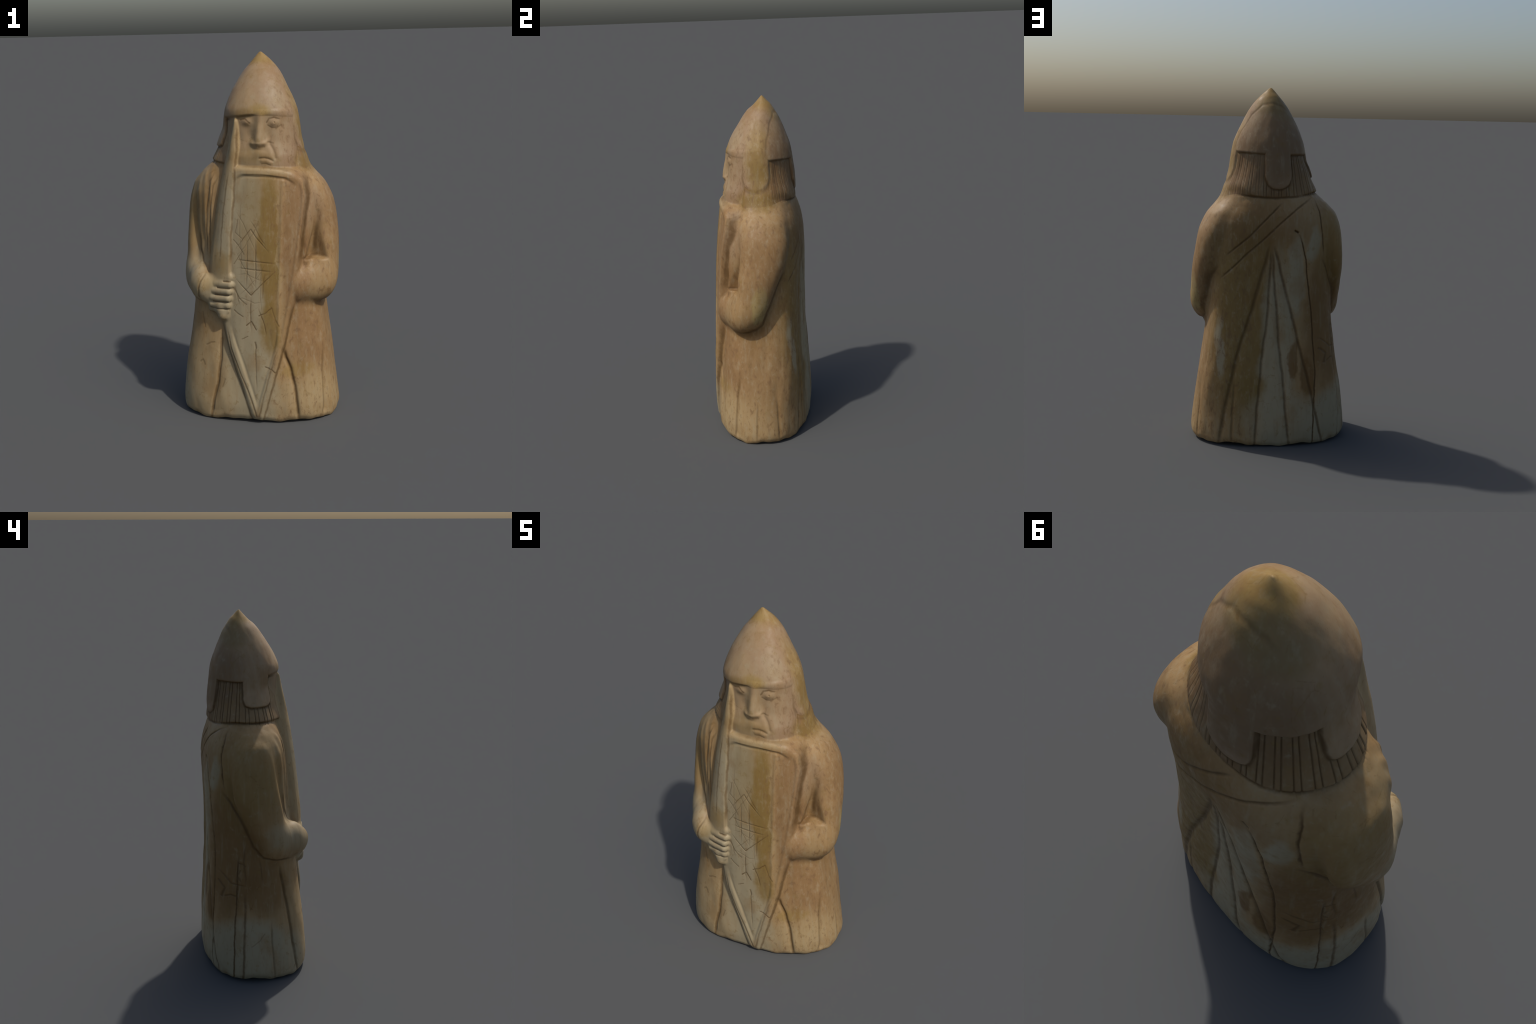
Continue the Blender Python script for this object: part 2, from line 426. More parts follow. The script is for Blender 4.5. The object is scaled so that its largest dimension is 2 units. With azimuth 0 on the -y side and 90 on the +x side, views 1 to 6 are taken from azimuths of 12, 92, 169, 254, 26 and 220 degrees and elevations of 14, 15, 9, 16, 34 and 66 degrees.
# ----------------------------------------------------------------------------
#  engraved and stained lines: (plane, width, depth, stain, control points)
#  planes: front/back use (x, z); plus/minus are the +x and -x flanks with (y, z);
#  ring uses (arc length round the head, z) measured from the front or from the back
# ----------------------------------------------------------------------------
STROKES = (
    # folds of the cloak fanning out from between the shoulders
    ("back", .011, .007, .6, ((.045, 1.165), (.068, 1.04), (.138, .776), (.218, .512), (.272, .262), (.312, .02))),
    ("back", .008, .005, .65, ((.040, 1.15), (.039, .994), (.054, .706), (.080, .489), (.099, .270), (.117, .01))),
    ("back", .008, .005, .65, ((.034, 1.15), (.008, .851), (-.013, .599), (-.037, .381), (-.058, .162), (-.077, .0))),
    ("back", .009, .006, .75, ((.028, 1.165), (-.015, 1.009), (-.086, .736), (-.133, .561), (-.222, .224), (-.274, .0))),
    # soft pleats beside the scored lines
    ("back", .028, .005, 0, ((.06, 1.10), (.155, .70), (.235, .40), (.29, .02))),
    ("back", .022, .004, 0, ((.042, 1.05), (.066, .60), (.09, .35), (.11, .01))),
    ("back", .022, .004, 0, ((.02, 1.05), (-.02, .56), (-.05, .25), (-.072, .01))),
    ("back", .028, .005, 0, ((.0, 1.05), (-.10, .68), (-.19, .34), (-.27, .01))),
    ("minus", .030, .005, 0, ((-.05, .66), (-.09, .45), (-.12, .25), (-.15, .01))),
    ("minus", .030, .004, 0, ((.16, .60), (.175, .35), (.195, .01))),
    ("front", .026, .005, 0, ((-.165, .50), (-.18, .30), (-.225, .02))),
    ("front", .026, .005, 0, ((.185, .42), (.22, .25), (.25, .02))),
    ("plus", .030, .004, 0, ((-.12, .45), (-.145, .25), (-.16, .01))),
    ("plus", .030, .004, 0, ((.09, .40), (.105, .01))),
    # natural cracks of the tusk
    ("back", .0045, .006, 1.0, ((-.096, 1.225), (-.118, 1.20), (-.134, 1.150), (-.155, 1.064), (-.198, .737), (-.222, .444), (-.221, .247), (-.214, .0))),
    ("back", .006, .010, 1.1, ((-.094, 1.226), (-.108, 1.218))),
    ("back", .0045, .004, 1.0, ((-.213, 1.405), (-.240, 1.33), (-.250, 1.256), (-.262, 1.14), (-.270, 1.06))),
    # baldric strap across the back
    ("back", .006, .004, .75, ((-.043, 1.392), (.050, 1.303), (.145, 1.204), (.230, 1.129), (.300, 1.063))),
    ("back", .006, .004, .75, ((-.213, 1.412), (-.113, 1.348), (-.033, 1.283), (.077, 1.181), (.184, 1.082), (.317, .937))),
    # lower edges of the sleeves
    ("minus", .007, .004, .8, ((.235, 1.08), (.178, 1.0), (.119, .875), (.080, .768), (.024, .70), (-.05, .685), (-.17, .668))),
    ("plus", .007, .004, .7, ((.17, 1.05), (.119, .968), (.062, .824), (.022, .723), (-.016, .69), (-.065, .678), (-.15, .672))),
    # grooves and cracks down the flank on the sword side
    ("minus", .0045, .004, 1.0, ((.151, .737), (.158, .628), (.168, .476), (.186, .324), (.200, .0))),
    ("minus", .007, .003, .8, ((.125, .53), (.140, .291), (.156, .0))),
    ("minus", .006, .005, .35, ((-.006, .358), (-.008, .242), (-.020, .0))),
    ("minus", .008, .008, .6, ((-.067, .665), (-.105, .440), (-.129, .259), (-.166, .0))),
    ("minus", .004, .001, .35, ((.034, .279), (.058, .242), (.104, .209))),
    # rough crazed patch on the rear of the sword side
    ("minus", .005, .0025, .6, ((.113, .79), (.128, .677), (.117, .586), (.128, .541))),
    ("minus", .005, .002, .6, ((.152, .669), (.135, .668), (.121, .655))),
    ("minus", .005, .0025, .6, ((.25, .63), (.19, .556), (.15, .548), (.113, .545))),
    ("minus", .006, .003, .7, ((.242, .556), (.222, .52), (.236, .473))),
    ("minus", .005, .002, .6, ((.22, .48), (.198, .492), (.172, .485))),
    ("minus", .005, .002, .45, ((.048, .70), (.036, .65), (.028, .56))),
    ("minus", .005, .002, .5, ((.145, .63), (.16, .60), (.148, .575))),
    # folds in front and on the shield arm side
    ("front", .008, .008, .75, ((-.166, .54), (-.171, .491), (-.174, .370), (-.194, .224), (-.222, .109), (-.236, .0))),
    ("front", .010, .010, .75, ((.172, .47), (.188, .379), (.213, .315), (.241, .172), (.258, .0))),
    ("plus", .008, .005, .45, ((-.118, .42), (-.146, .232), (-.162, .0))),
    ("plus", .008, .003, .3, ((-.022, .281), (-.030, .0))),
    ("plus", .008, .004, .35, ((.092, .306), (.107, .0))),
    ("back", .008, .005, .4, ((.229, .40), (.238, .2), (.248, .0))),
    # cross in a lozenge scratched into the shield
    ("front", .0032, .0020, .55, ((-.090, .965), (.011, 1.090), (.038, 1.050), (.079, 1.000), (.115, .955))),
    ("front", .0032, .0020, .65, ((-.086, .833), (.008, .732), (.157, .883))),
    ("front", .0032, .0020, .6, ((-.009, 1.060), (-.012, .902), (-.015, .759))),
    ("front", .0032, .0020, .6, ((.036, 1.055), (.035, .925), (.035, .755))),
    ("front", .0040, .0018, .5, ((-.086, .925), (.035, .917), (.157, .906))),
    ("front", .0040, .0018, .55, ((-.078, .881), (.034, .872), (.136, .863))),
    ("front", .0032, .0018, .6, ((.009, .729), (.003, .629), (.002, .572), (.010, .523))),
    ("front", .0032, .0018, .5, ((.028, .50), (.031, .466), (.031, .328), (.031, .175))),
    # loose scratches and root marks
    ("front", .0035, .001, .75, ((.046, .670), (.063, .619), (.080, .569), (.092, .50))),
    ("front", .0035, .001, .8, ((.049, .621), (.085, .638), (.118, .665))),
    ("front", .0040, .001, .8, ((-.019, .564), (.007, .588), (.034, .542))),
    ("front", .0040, .001, .6, ((-.087, .644), (-.065, .625), (-.040, .612))),
    ("front", .0040, .001, .8, ((.083, .334), (.118, .322), (.137, .301))),
    ("front", .0035, .001, .6, ((-.088, .772), (-.056, .711), (-.017, .681))),
    ("front", .0035, .001, .5, ((-.086, .80), (-.062, .70), (-.05, .665))),
    ("front", .0035, .001, .5, ((.083, .864), (.071, .703))),
    ("front", .0035, .001, .5, ((.121, .668), (.136, .60), (.157, .566))),
    ("front", .0030, .001, .6, ((-.046, .486), (-.013, .503))),
    ("front", .0050, .001, .7, ((.027, .472), (.034, .440))),
    ("front", .0030, .001, .5, ((-.04, .97), (-.065, .93), (-.085, .90))),
    ("front", .0030, .001, .5, ((-.085, 1.03), (-.06, 1.0), (-.03, .955))),
    ("front", .0030, .001, .45, ((.0, 1.15), (.035, 1.10), (.065, 1.04), (.10, .99))),
    ("front", .0030, .001, .45, ((-.06, 1.14), (-.075, 1.07), (-.04, 1.04))),
    ("front", .005, .001, .45, ((-.260, .423), (-.235, .44), (-.213, .444))),
    ("front", .006, .001, .4, ((-.300, .323), (-.285, .335), (-.272, .31))),
    ("front", .005, .001, .4, ((-.167, .199), (-.152, .243))),
    ("front", .005, .001, .35, ((-.29, .60), (-.27, .52))),
    ("front", .0025, .0008, .4, ((-.08, 1.20), (-.03, 1.12), (.02, 1.01), (.05, .93))),
    ("front", .0025, .0008, .4, ((.07, 1.17), (.03, 1.08), (-.03, .99), (-.085, .93))),
    ("front", .0025, .0008, .4, ((-.085, .99), (-.04, .90), (.01, .82), (.06, .74))),
    ("front", .0025, .0008, .4, ((.10, .93), (.05, .84), (-.01, .77), (-.07, .72))),
    ("front", .0025, .0008, .35, ((-.045, 1.25), (-.05, 1.1), (-.045, .93), (-.05, .80))),
    ("front", .0025, .0008, .35, ((.062, .98), (.064, .86), (.06, .72), (.07, .62))),
    ("front", .0025, .0008, .35, ((-.08, .84), (-.02, .85), (.05, .82), (.10, .81))),
    ("front", .0025, .0008, .35, ((-.09, .70), (-.04, .715), (.03, .69), (.09, .70))),
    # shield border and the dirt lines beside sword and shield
    ("front", .005, .002, .7, ((-.137, .560), (-.109, .434), (-.053, .279), (.002, .142), (.030, .04))),
    ("front", .005, .002, .5, ((.164, .462), (.133, .383), (.074, .177), (.042, .04))),
    ("front", .005, .001, .4, ((-.072, 1.375), (.057, 1.378), (.181, 1.360), (.25, 1.345))),
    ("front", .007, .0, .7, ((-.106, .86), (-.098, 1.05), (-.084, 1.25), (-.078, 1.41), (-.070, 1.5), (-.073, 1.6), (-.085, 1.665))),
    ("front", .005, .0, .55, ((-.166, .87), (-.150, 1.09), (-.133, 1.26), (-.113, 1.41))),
    ("front", .008, .0, .5, ((-.075, 1.420), (.07, 1.418), (.16, 1.408), (.24, 1.385))),
    ("front", .009, .007, .8, ((.255, 1.39), (.287, 1.34), (.299, 1.26), (.296, 1.2), (.286, 1.1), (.264, .92), (.25, .87))),
    ("front", .006, .003, .7, ((.235, .69), (.212, .6), (.183, .44), (.115, .2), (.067, .02))),
    ("front", .006, .0, .6, ((-.166, .57), (-.092, .318), (-.052, .2), (.004, .02))),
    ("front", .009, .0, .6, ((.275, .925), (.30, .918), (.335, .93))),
    ("front", .014, .0, .75, ((.322, .925), (.330, 1.02), (.343, 1.13))),  # not dirt alone: hollow's inner shadow painted in as a dark stroke
    # cloak folds beside the sword
    ("front", .005, .003, .6, ((-.205, 1.40), (-.243, 1.32), (-.257, 1.2), (-.262, 1.05), (-.262, .9))),
    ("front", .005, .003, .5, ((-.18, 1.37), (-.222, 1.30), (-.235, 1.2), (-.242, 1.0), (-.245, .88))),
    ("front", .007, .002, .75, ((-.31, 1.06), (-.305, .95), (-.285, .88), (-.255, .85))),
    # cuff and the lines between the fingers
    ("front", .005, .003, .6, ((-.255, .862), (-.256, .828), (-.275, .792), (-.287, .754), (-.288, .706), (-.265, .66))),
    ("front", .005, .005, .7, ((-.141, .803), (-.104, .804))),
    ("front", .005, .005, .6, ((-.178, .765), (-.106, .767))),
    ("front", .005, .005, .7, ((-.195, .727), (-.115, .729))),
    ("front", .005, .005, .7, ((-.206, .687), (-.119, .690))),
    ("front", .005, .004, .5, ((-.221, .648), (-.117, .650))),
    # mouth, eyelids, nose
    ("front", .0045, .0008, .38, ((.052, 1.458), (.078, 1.461), (.105, 1.455), (.124, 1.445))),
    ("front", .0040, .001, .35, ((.066, 1.430), (.09, 1.431), (.110, 1.423))),
    ("front", .005, .001, .7, ((.087, 1.645), (.10, 1.663), (.125, 1.668), (.15, 1.660))),
    ("front", .004, .001, .35, ((.092, 1.628), (.11, 1.615), (.135, 1.613), (.158, 1.625))),
    ("front", .005, .001, .7, ((-.055, 1.655), (-.03, 1.662), (-.005, 1.640))),
    ("front", .006, .0, .6, ((.052, 1.517), (.078, 1.519))),
    ("front", .004, .003, .3, ((.127, 1.6425), (.1275, 1.6435))),
    ("front", .005, .001, .35, ((.096, 1.542), (.122, 1.535))),
    # hem of the hair, brim and flaps of the helmet
    ("ring_back", .007, .003, .9, ((.44, 1.414), (.50, 1.412), (.56, 1.406), (.675, 1.401), (.80, 1.408), (.92, 1.424), (1.06, 1.422), (1.12, 1.417))),
    ("ring_back", .006, .001, .4, ((.385, 1.640), (.525, 1.638), (.612, 1.634))),
    ("ring_back", .007, .001, .85, ((.617, 1.632), (.615, 1.52), (.635, 1.47), (.665, 1.448), (.72, 1.446), (.765, 1.472), (.780, 1.53), (.785, 1.630), (.87, 1.630), (.945, 1.630), (.95, 1.54), (.962, 1.51), (.99, 1.497), (1.08, 1.497), (1.11, 1.51), (1.118, 1.56), (1.116, 1.65), (1.21, 1.66))),
    ("ring_front", .004, .0, .35, ((-.13, 1.668), (0, 1.681), (.09, 1.680), (.27, 1.663))),
    ("ring_front", .007, .0, .4, ((.250, 1.66), (.245, 1.55), (.258, 1.49), (.30, 1.470), (.35, 1.470), (.392, 1.50), (.405, 1.60))),
    # worn border between the panels of the helmet
    ("ring_back", .010, .0012, .3, ((.385, 1.64), (.40, 1.75), (.46, 1.85), (.56, 1.905), (.675, 1.915), (.78, 1.90), (.86, 1.86))),
)


def plane_coords(plane, x, y, z):
    """In-plane coordinates and a 0..1 gate for the side of the figure the plane faces."""
    a = np.arctan2(x - HX, -(y - HY))
    if not plane.startswith("ring"):
        wave = .0013 * np.sin(17 * z + 1.3) + .0009 * np.sin(49 * z + .4)
        x, y = x + wave, y + wave
        if plane in ("front", "back"):
            y = y - wave
        else:
            x = x - wave
    if plane == "front":
        return x, z, step(-y, .0, .03)
    if plane == "back":
        return x, z, step(y, .06, .09)
    if plane == "plus":
        return y, z, step(x, .12, .18)
    if plane == "minus":
        return y, z, step(-x, .15, .21)
    high = step(z, 1.36, 1.38)
    if plane == "ring_front":
        return a * .215, z, high
    return (a % (2 * math.pi)) * .215, z, high


def fading_ends(pts):
    """Ends at which a stroke runs out softly, and over what length."""
    p = np.array(pts)
    total = np.hypot(*np.diff(p, axis=0).T).sum()
    return [(e, min(.09, total * .3)) for e in (pts[0], pts[-1]) if e[1] > .05 and total > .13]


def engraving(x, y, z):
    depth = np.zeros(z.shape)
    for plane, width, deep, stain, pts in STROKES:
        if deep <= 0:
            continue
        u, v, gate = plane_coords(plane, x, y, z)
        p = np.array(pts)
        m = ((gate > 0) & (u > p[:, 0].min() - .03 - 2 * width) & (u < p[:, 0].max() + .03 + 2 * width)
             & (v > p[:, 1].min() - .03 - 2 * width) & (v < p[:, 1].max() + .03 + 2 * width))
        if m.any():
            d = line2(u[m], v[m], pts)
            ends = np.ones(d.shape)
            for e, reach in fading_ends(pts):
                ends *= step(np.hypot(u[m] - e[0], v[m] - e[1]), 0, reach)
            depth[m] += deep * gate[m] * ends * bump(d, width * .9)
    on_hair = 1 - step(helmet_mask(x, y, z), -.008, .0)
    return depth + .0045 * head_strands(x, y, z) * on_hair


def ripple(x, y, z, scale, seed):
    """Smooth pseudo noise from a few warped sine waves."""
    r = np.random.default_rng(seed)
    out = np.zeros(z.shape)
    for _ in range(9):
        k = r.normal(size=3)
        k *= scale * r.uniform(.6, 1.5) / np.linalg.norm(k)
        out += np.sin(k[0] * x + k[1] * y + k[2] * z + r.uniform(0, 6.3) + .8 * np.sin(.6 * k[1] * x - .5 * k[0] * z + 1.1 * k[2] * y))
    return out / 3.0


# === BLENDER ===
import bpy

N_ROUND, N_UP = 840, 880


def ring_blur(a, n):
    k = np.hanning(n * 2 + 1)
    k /= k.sum()
    out = np.zeros_like(a)
    for i, w in enumerate(k):
        out += w * np.roll(a, i - n, axis=1)
    return out


def base_height(theta):
    """The worn, slightly chipped lower border."""
    w = .008 + .004 * np.sin(3 * theta + 1) + .004 * np.sin(7 * theta + 2.4) + .003 * np.sin(13 * theta + .3) + .0015 * np.sin(29 * theta)
    return w - w.min()


def surface():
    th = np.linspace(0, 2 * math.pi, N_ROUND, endpoint=False)
    # coarse pass: how fast the radius changes with height, to space the rows along the surface
    zc = np.linspace(.0, 1.9975, 300)
    T, Z = np.meshgrid(th[::4], zc)
    R = cast(T.ravel(), Z.ravel()).reshape(T.shape)
    slope = np.abs(np.gradient(R, zc, axis=0))
    speed = ring_blur(np.sqrt(1 + np.minimum(slope, 3.0) ** 2), 14)
    kz = np.hanning(15)
    kz /= kz.sum()
    speed = np.apply_along_axis(lambda c: np.convolve(np.pad(c, 7, mode="edge"), kz, "valid"), 0, speed)
    arc = np.vstack([np.zeros(speed.shape[1]), np.cumsum((speed[1:] + speed[:-1]) / 2 * np.diff(zc)[:, None], axis=0)])
    want = np.linspace(0, 1, N_UP)
    cols = np.stack([np.interp(want, arc[:, j] / arc[-1, j], zc) for j in range(arc.shape[1])], 1)
    wide = np.concatenate([cols, cols[:, :1]], 1)
    tj = np.concatenate([th[::4], [2 * math.pi]])
    Z = np.stack([np.interp(th, tj, row) for row in wide])
    T = np.broadcast_to(th, Z.shape)
    low = base_height(T[0])[None, :]
    Z = low + Z * (1 - low / 1.9975)
    R = cast(T.ravel(), Z.ravel()).reshape(Z.shape)
    # round off the foot, unevenly
    R = R - (.005 + .3 * low) * np.clip(1 - (Z - low) / (.018 + low), 0, 1) ** 2
    bx, by, dx, dy = rays(T, Z)
    return np.stack([bx + R * dx, by + R * dy, Z], 2)


def grid_normals(P):
    dt = np.roll(P, -1, 1) - np.roll(P, 1, 1)
    dz = np.gradient(P, axis=0)
    n = np.cross(dt, dz)
    return n / np.maximum(np.linalg.norm(n, axis=2, keepdims=True), 1e-9)


def carve():
    P = surface()
    x, y, z = (P[..., i].ravel() for i in range(3))
    _, owner, names = evaluate(x, y, z, True)
    n = grid_normals(P)
    ground = step(P[..., 2], .01, .06)
    push = (-engraving(x, y, z) + .0011 * ripple(x, y, z, 30, 3) + .0005 * ripple(x, y, z * .35, 110, 4)).reshape(P.shape[:2])
    push = push + .0012 * (ripple(x, y, z * .15, 70, 8)).reshape(P.shape[:2]) * (1 - step(P[..., 2], .55, .8))
    P = P + n * (push * ground)[..., None]
    return P, grid_normals(P), owner.reshape(P.shape[:2]), names


# ----------------------------------------------------------------------------
#  materials
# ----------------------------------------------------------------------------
PALE = (.302, .252, .158)
CREAM = (.328, .234, .117)
TAN = (.285, .180, .080)
PINK = (.258, .170, .099)
ROSE = (.212, .119, .052)
OCHRE = (.195, .122, .033)
GOLD = (.250, .162, .047)
UMBER = (.138, .069, .019)
STAIN = (.085, .045, .015)

# patches of colour in the ivory: colour, strength, softness, centre, radii
PATCHES = (
    # shield: pale lower field and left side, ochre run down the middle, rosy right border
    (PALE, .95, .35, (-.02, -.28, .42), (.15, .12, .62)),
    (PALE, .8, .6, (-.03, -.25, 1.2), (.09, .12, .2)),
    (PALE, .6, .6, (.0, -.25, 1.1), (.13, .12, .36)),
    (OCHRE, .9, .3, (.112, -.25, 1.02), (.056, .12, .42)),
    (OCHRE, .35, .5, (.03, -.25, 1.12), (.09, .12, .28)),
    (OCHRE, .8, .35, (.105, -.28, .565), (.052, .12, .15)),
    (CREAM, .55, .3, (.160, -.24, .95), (.009, .10, .42)),
    (ROSE, .75, .3, (.245, -.19, .98), (.078, .13, .46)),
    (CREAM, .8, .4, (.04, -.2, 1.395), (.20, .10, .020)),
    (PALE, .85, .3, (.05, -.28, .12), (.10, .1, .2)),
    # sword and fist
    (PALE, .9, .4, (-.125, -.24, 1.12), (.055, .08, .24)),
    (OCHRE, .5, .5, (-.15, -.25, .90), (.05, .06, .06)),
    (PALE, .8, .4, (-.19, -.26, .70), (.10, .08, .12)),
    (GOLD, .5, .5, (-.24, -.25, .79), (.06, .06, .04)),
    # helmet
    (GOLD, .8, .4, (.060, -.185, 1.712), (.075, .06, .036)),
    (OCHRE, .5, .5, (-.05, -.165, 1.69), (.07, .06, .03)),
    (GOLD, .8, .35, (.02, .046, 2.005), (.12, .12, .085)),
    (GOLD, .7, .8, (.22, .018, 1.66), (.13, .055, .25)),
    (OCHRE, .6, .6, (.25, .015, 1.56), (.10, .045, .12)),
    (GOLD, .6, .5, (.02, .12, 1.93), (.10, .07, .07)),
    (PALE, .3, .6, (.14, -.12, 1.78), (.06, .06, .09)),
    ((.160, .100, .049), .8, .5, (.0, .22, 1.68), (.22, .20, .20)),
    ((.165, .118, .048), .6, .5, (-.04, .10, 1.88), (.12, .10, .07)),
    # face
    (OCHRE, .45, .6, (.03, -.19, 1.465), (.11, .06, .05)),
    (CREAM, .5, .5, (.02, -.2, 1.58), (.025, .06, .08)),
    (OCHRE, .7, .4, (.26, .0, 1.43), (.10, .12, .06)),
    (PALE, .55, .7, (-.22, -.25, .16), (.24, .16, .24)),
    (PALE, .35, .7, (.28, -.22, .10), (.2, .16, .14)),
    (PALE, .55, .6, (-.30, -.16, .82), (.12, .12, .12)),
    # skirt under the shield arm: rosy streaks above, cream below
    (ROSE, .7, .5, (.33, -.06, .45), (.16, .26, .23)),
    (CREAM, .75, .5, (.34, -.15, .12), (.22, .2, .19)),
    (CREAM, .6, .6, (-.28, -.22, .22), (.2, .12, .30)),
    (GOLD, .55, .4, (.26, -.25, .30), (.10, .08, .035)),
    # shield arm and the whole flank below it, honey brown
    ((.245, .150, .064), .75, .6, (.44, .06, .95), (.15, .22, .42)),
    ((.250, .158, .070), .6, .6, (.42, .08, .40), (.14, .20, .30)),
    ((.305, .232, .095), .9, .15, (.445, .012, .845), (.060, .050, .125)),
    (PINK, .6, .6, (.33, -.14, 1.2), (.08, .08, .12)),
    (ROSE, .5, .6, (.40, .03, 1.1), (.10, .14, .25)),
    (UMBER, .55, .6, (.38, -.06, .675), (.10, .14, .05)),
    # back: ochre ground with pale panels
    (OCHRE, .75, .4, (.18, .26, .75), (.26, .16, .60)),
    (UMBER, .5, .6, (.10, .25, 1.25), (.28, .14, .14)),
    (PALE, .9, .25, (.00, .28, .50), (.095, .12, .62)),
    (PALE, .9, .25, (-.105, .27, .97), (.050, .10, .23)),
    (PALE, .9, .3, (-.205, .25, 1.15), (.045, .10, .095)),
    (UMBER, .8, .25, (-.095, .29, .50), (.028, .08, .11)),
    (OCHRE, .7, .4, (.13, .28, .34), (.07, .1, .10)),
    (PALE, .85, .25, (.305, .20, .57), (.030, .09, .17)),
    (PALE, .75, .3, (-.02, .28, .15), (.20, .1, .17)),
    # sword-side flank: umber sleeve and side, pale foot
    (UMBER, .75, .35, (-.30, .20, .72), (.16, .22, .37)),
    (OCHRE, .55, .5, (-.34, .10, 1.15), (.13, .22, .28)),
    (UMBER, .6, .4, (-.38, .0, .52), (.10, .12, .15)),
    (PALE, .95, .18, (-.36, .10, .10), (.30, .32, .255)),
    (UMBER, .75, .25, (-.175, .285, .40), (.045, .08, .12)),
    (PALE, .5, .5, (-.40, -.10, .82), (.07, .10, .08)),
    (CREAM, .5, .6, (-.33, -.05, 1.33), (.08, .08, .08)),
)

BASE = {"robe": TAN, "arm_left": TAN, "arm_right": TAN, "hand": CREAM, "pommel": CREAM, "sword": CREAM, "shield": TAN,
        "helmet": PINK, "hair": (.158, .092, .039), "face": PINK}


class Graph:
    """Small helper that writes shader nodes as expressions."""

    def __init__(self, name, tree=None):
        if tree:
            self.t = tree
            return
        self.mat = bpy.data.materials.new(name)
        self.mat.use_nodes = True
        self.t = self.mat.node_tree
        self.t.nodes.clear()

    def node(self, kind, props=None, **ins):
        n = self.t.nodes.new("ShaderNode" + kind)
        for k, v in (props or {}).items():
            setattr(n, k, v)
        for k, v in ins.items():
            sock = n.inputs[int(k[1:])] if k[0] == "i" and k[1:].isdigit() else n.inputs[k.replace("_", " ")]
            if isinstance(v, bpy.types.NodeSocket):
                self.t.links.new(v, sock)
            else:
                sock.default_value = v
        return n

    def math(self, op, a, b=0.0, clamp=False):
        return self.node("Math", {"operation": op, "use_clamp": clamp}, i0=a, i1=b).outputs[0]

    def vec(self, op, a, b=(0, 0, 0)):
        return self.node("VectorMath", {"operation": op}, i0=a, i1=b).outputs[0]

    def length(self, a):
        return self.node("VectorMath", {"operation": "LENGTH"}, i0=a).outputs["Value"]

    def dot(self, a, b):
        return self.node("VectorMath", {"operation": "DOT_PRODUCT"}, i0=a, i1=b).outputs["Value"]

    def scale(self, a, f):
        n = self.node("VectorMath", {"operation": "SCALE"}, i0=a)
        sock = n.inputs["Scale"]
        if isinstance(f, bpy.types.NodeSocket):
            self.t.links.new(f, sock)
        else:
            sock.default_value = f
        return n.outputs[0]

    def ramp(self, v, lo, hi, a=0.0, b=1.0):
        return self.node("MapRange", {"interpolation_type": "SMOOTHSTEP", "clamp": False}, i0=v, i1=lo, i2=hi, i3=a, i4=b).outputs[0]

    def mix(self, f, a, b):
        n = self.node("Mix", {"data_type": "RGBA"})
        for sock, v in ((n.inputs[0], f), (n.inputs[6], a), (n.inputs[7], b)):
            if isinstance(v, bpy.types.NodeSocket):
                self.t.links.new(v, sock)
            else:
                sock.default_value = v if isinstance(v, float) else (*v, 1)
        return n.outputs[2]

    def noise(self, p, scale, detail=3.0, rough=.55):
        n = self.node("TexNoise", {"noise_dimensions": "3D"}, Vector=p, Scale=scale, Detail=detail, Roughness=rough)
        return n.outputs["Fac"], n.outputs["Color"]

    def stroke(self, p, number):
        n = self.t.nodes.new("ShaderNodeGroup")
        n.node_tree = stroke_group(number)
        self.t.links.new(p, n.inputs[0])
        return n.outputs[0]


def stroke_group(number):
    """Node group: how strongly one of the STROKES stains a point of its plane."""
    name = "stroke_%d" % number
    if name in bpy.data.node_groups:
        return bpy.data.node_groups[name]
    _, width, _, stain, pts = STROKES[number]
    g = Graph(None, bpy.data.node_groups.new(name, "ShaderNodeTree"))
    g.t.interface.new_socket("P", in_out="INPUT", socket_type="NodeSocketVector")
    g.t.interface.new_socket("Stain", in_out="OUTPUT", socket_type="NodeSocketFloat")
    p = g.t.nodes.new("NodeGroupInput").outputs[0]
    best = None
    for a, b in zip(pts[:-1], pts[1:]):
        ba = (b[0] - a[0], b[1] - a[1], 0)
        inv = 1 / (ba[0] ** 2 + ba[1] ** 2)
        pa = g.vec("SUBTRACT", p, (a[0], a[1], 0))
        h = g.math("MAXIMUM", g.math("MINIMUM", g.dot(pa, tuple(c * inv for c in ba)), 1.0), 0.0)
        d = g.length(g.vec("SUBTRACT", pa, g.scale(ba, h)))
        best = d if best is None else g.math("MINIMUM", best, d)
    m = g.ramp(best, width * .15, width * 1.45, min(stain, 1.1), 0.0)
    for e, reach in fading_ends(pts):
        m = g.math("MULTIPLY", m, g.ramp(g.length(g.vec("SUBTRACT", p, (e[0], e[1], 0))), 0, reach))
    g.t.links.new(m, g.t.nodes.new("NodeGroupOutput").inputs[0])
    return g.t


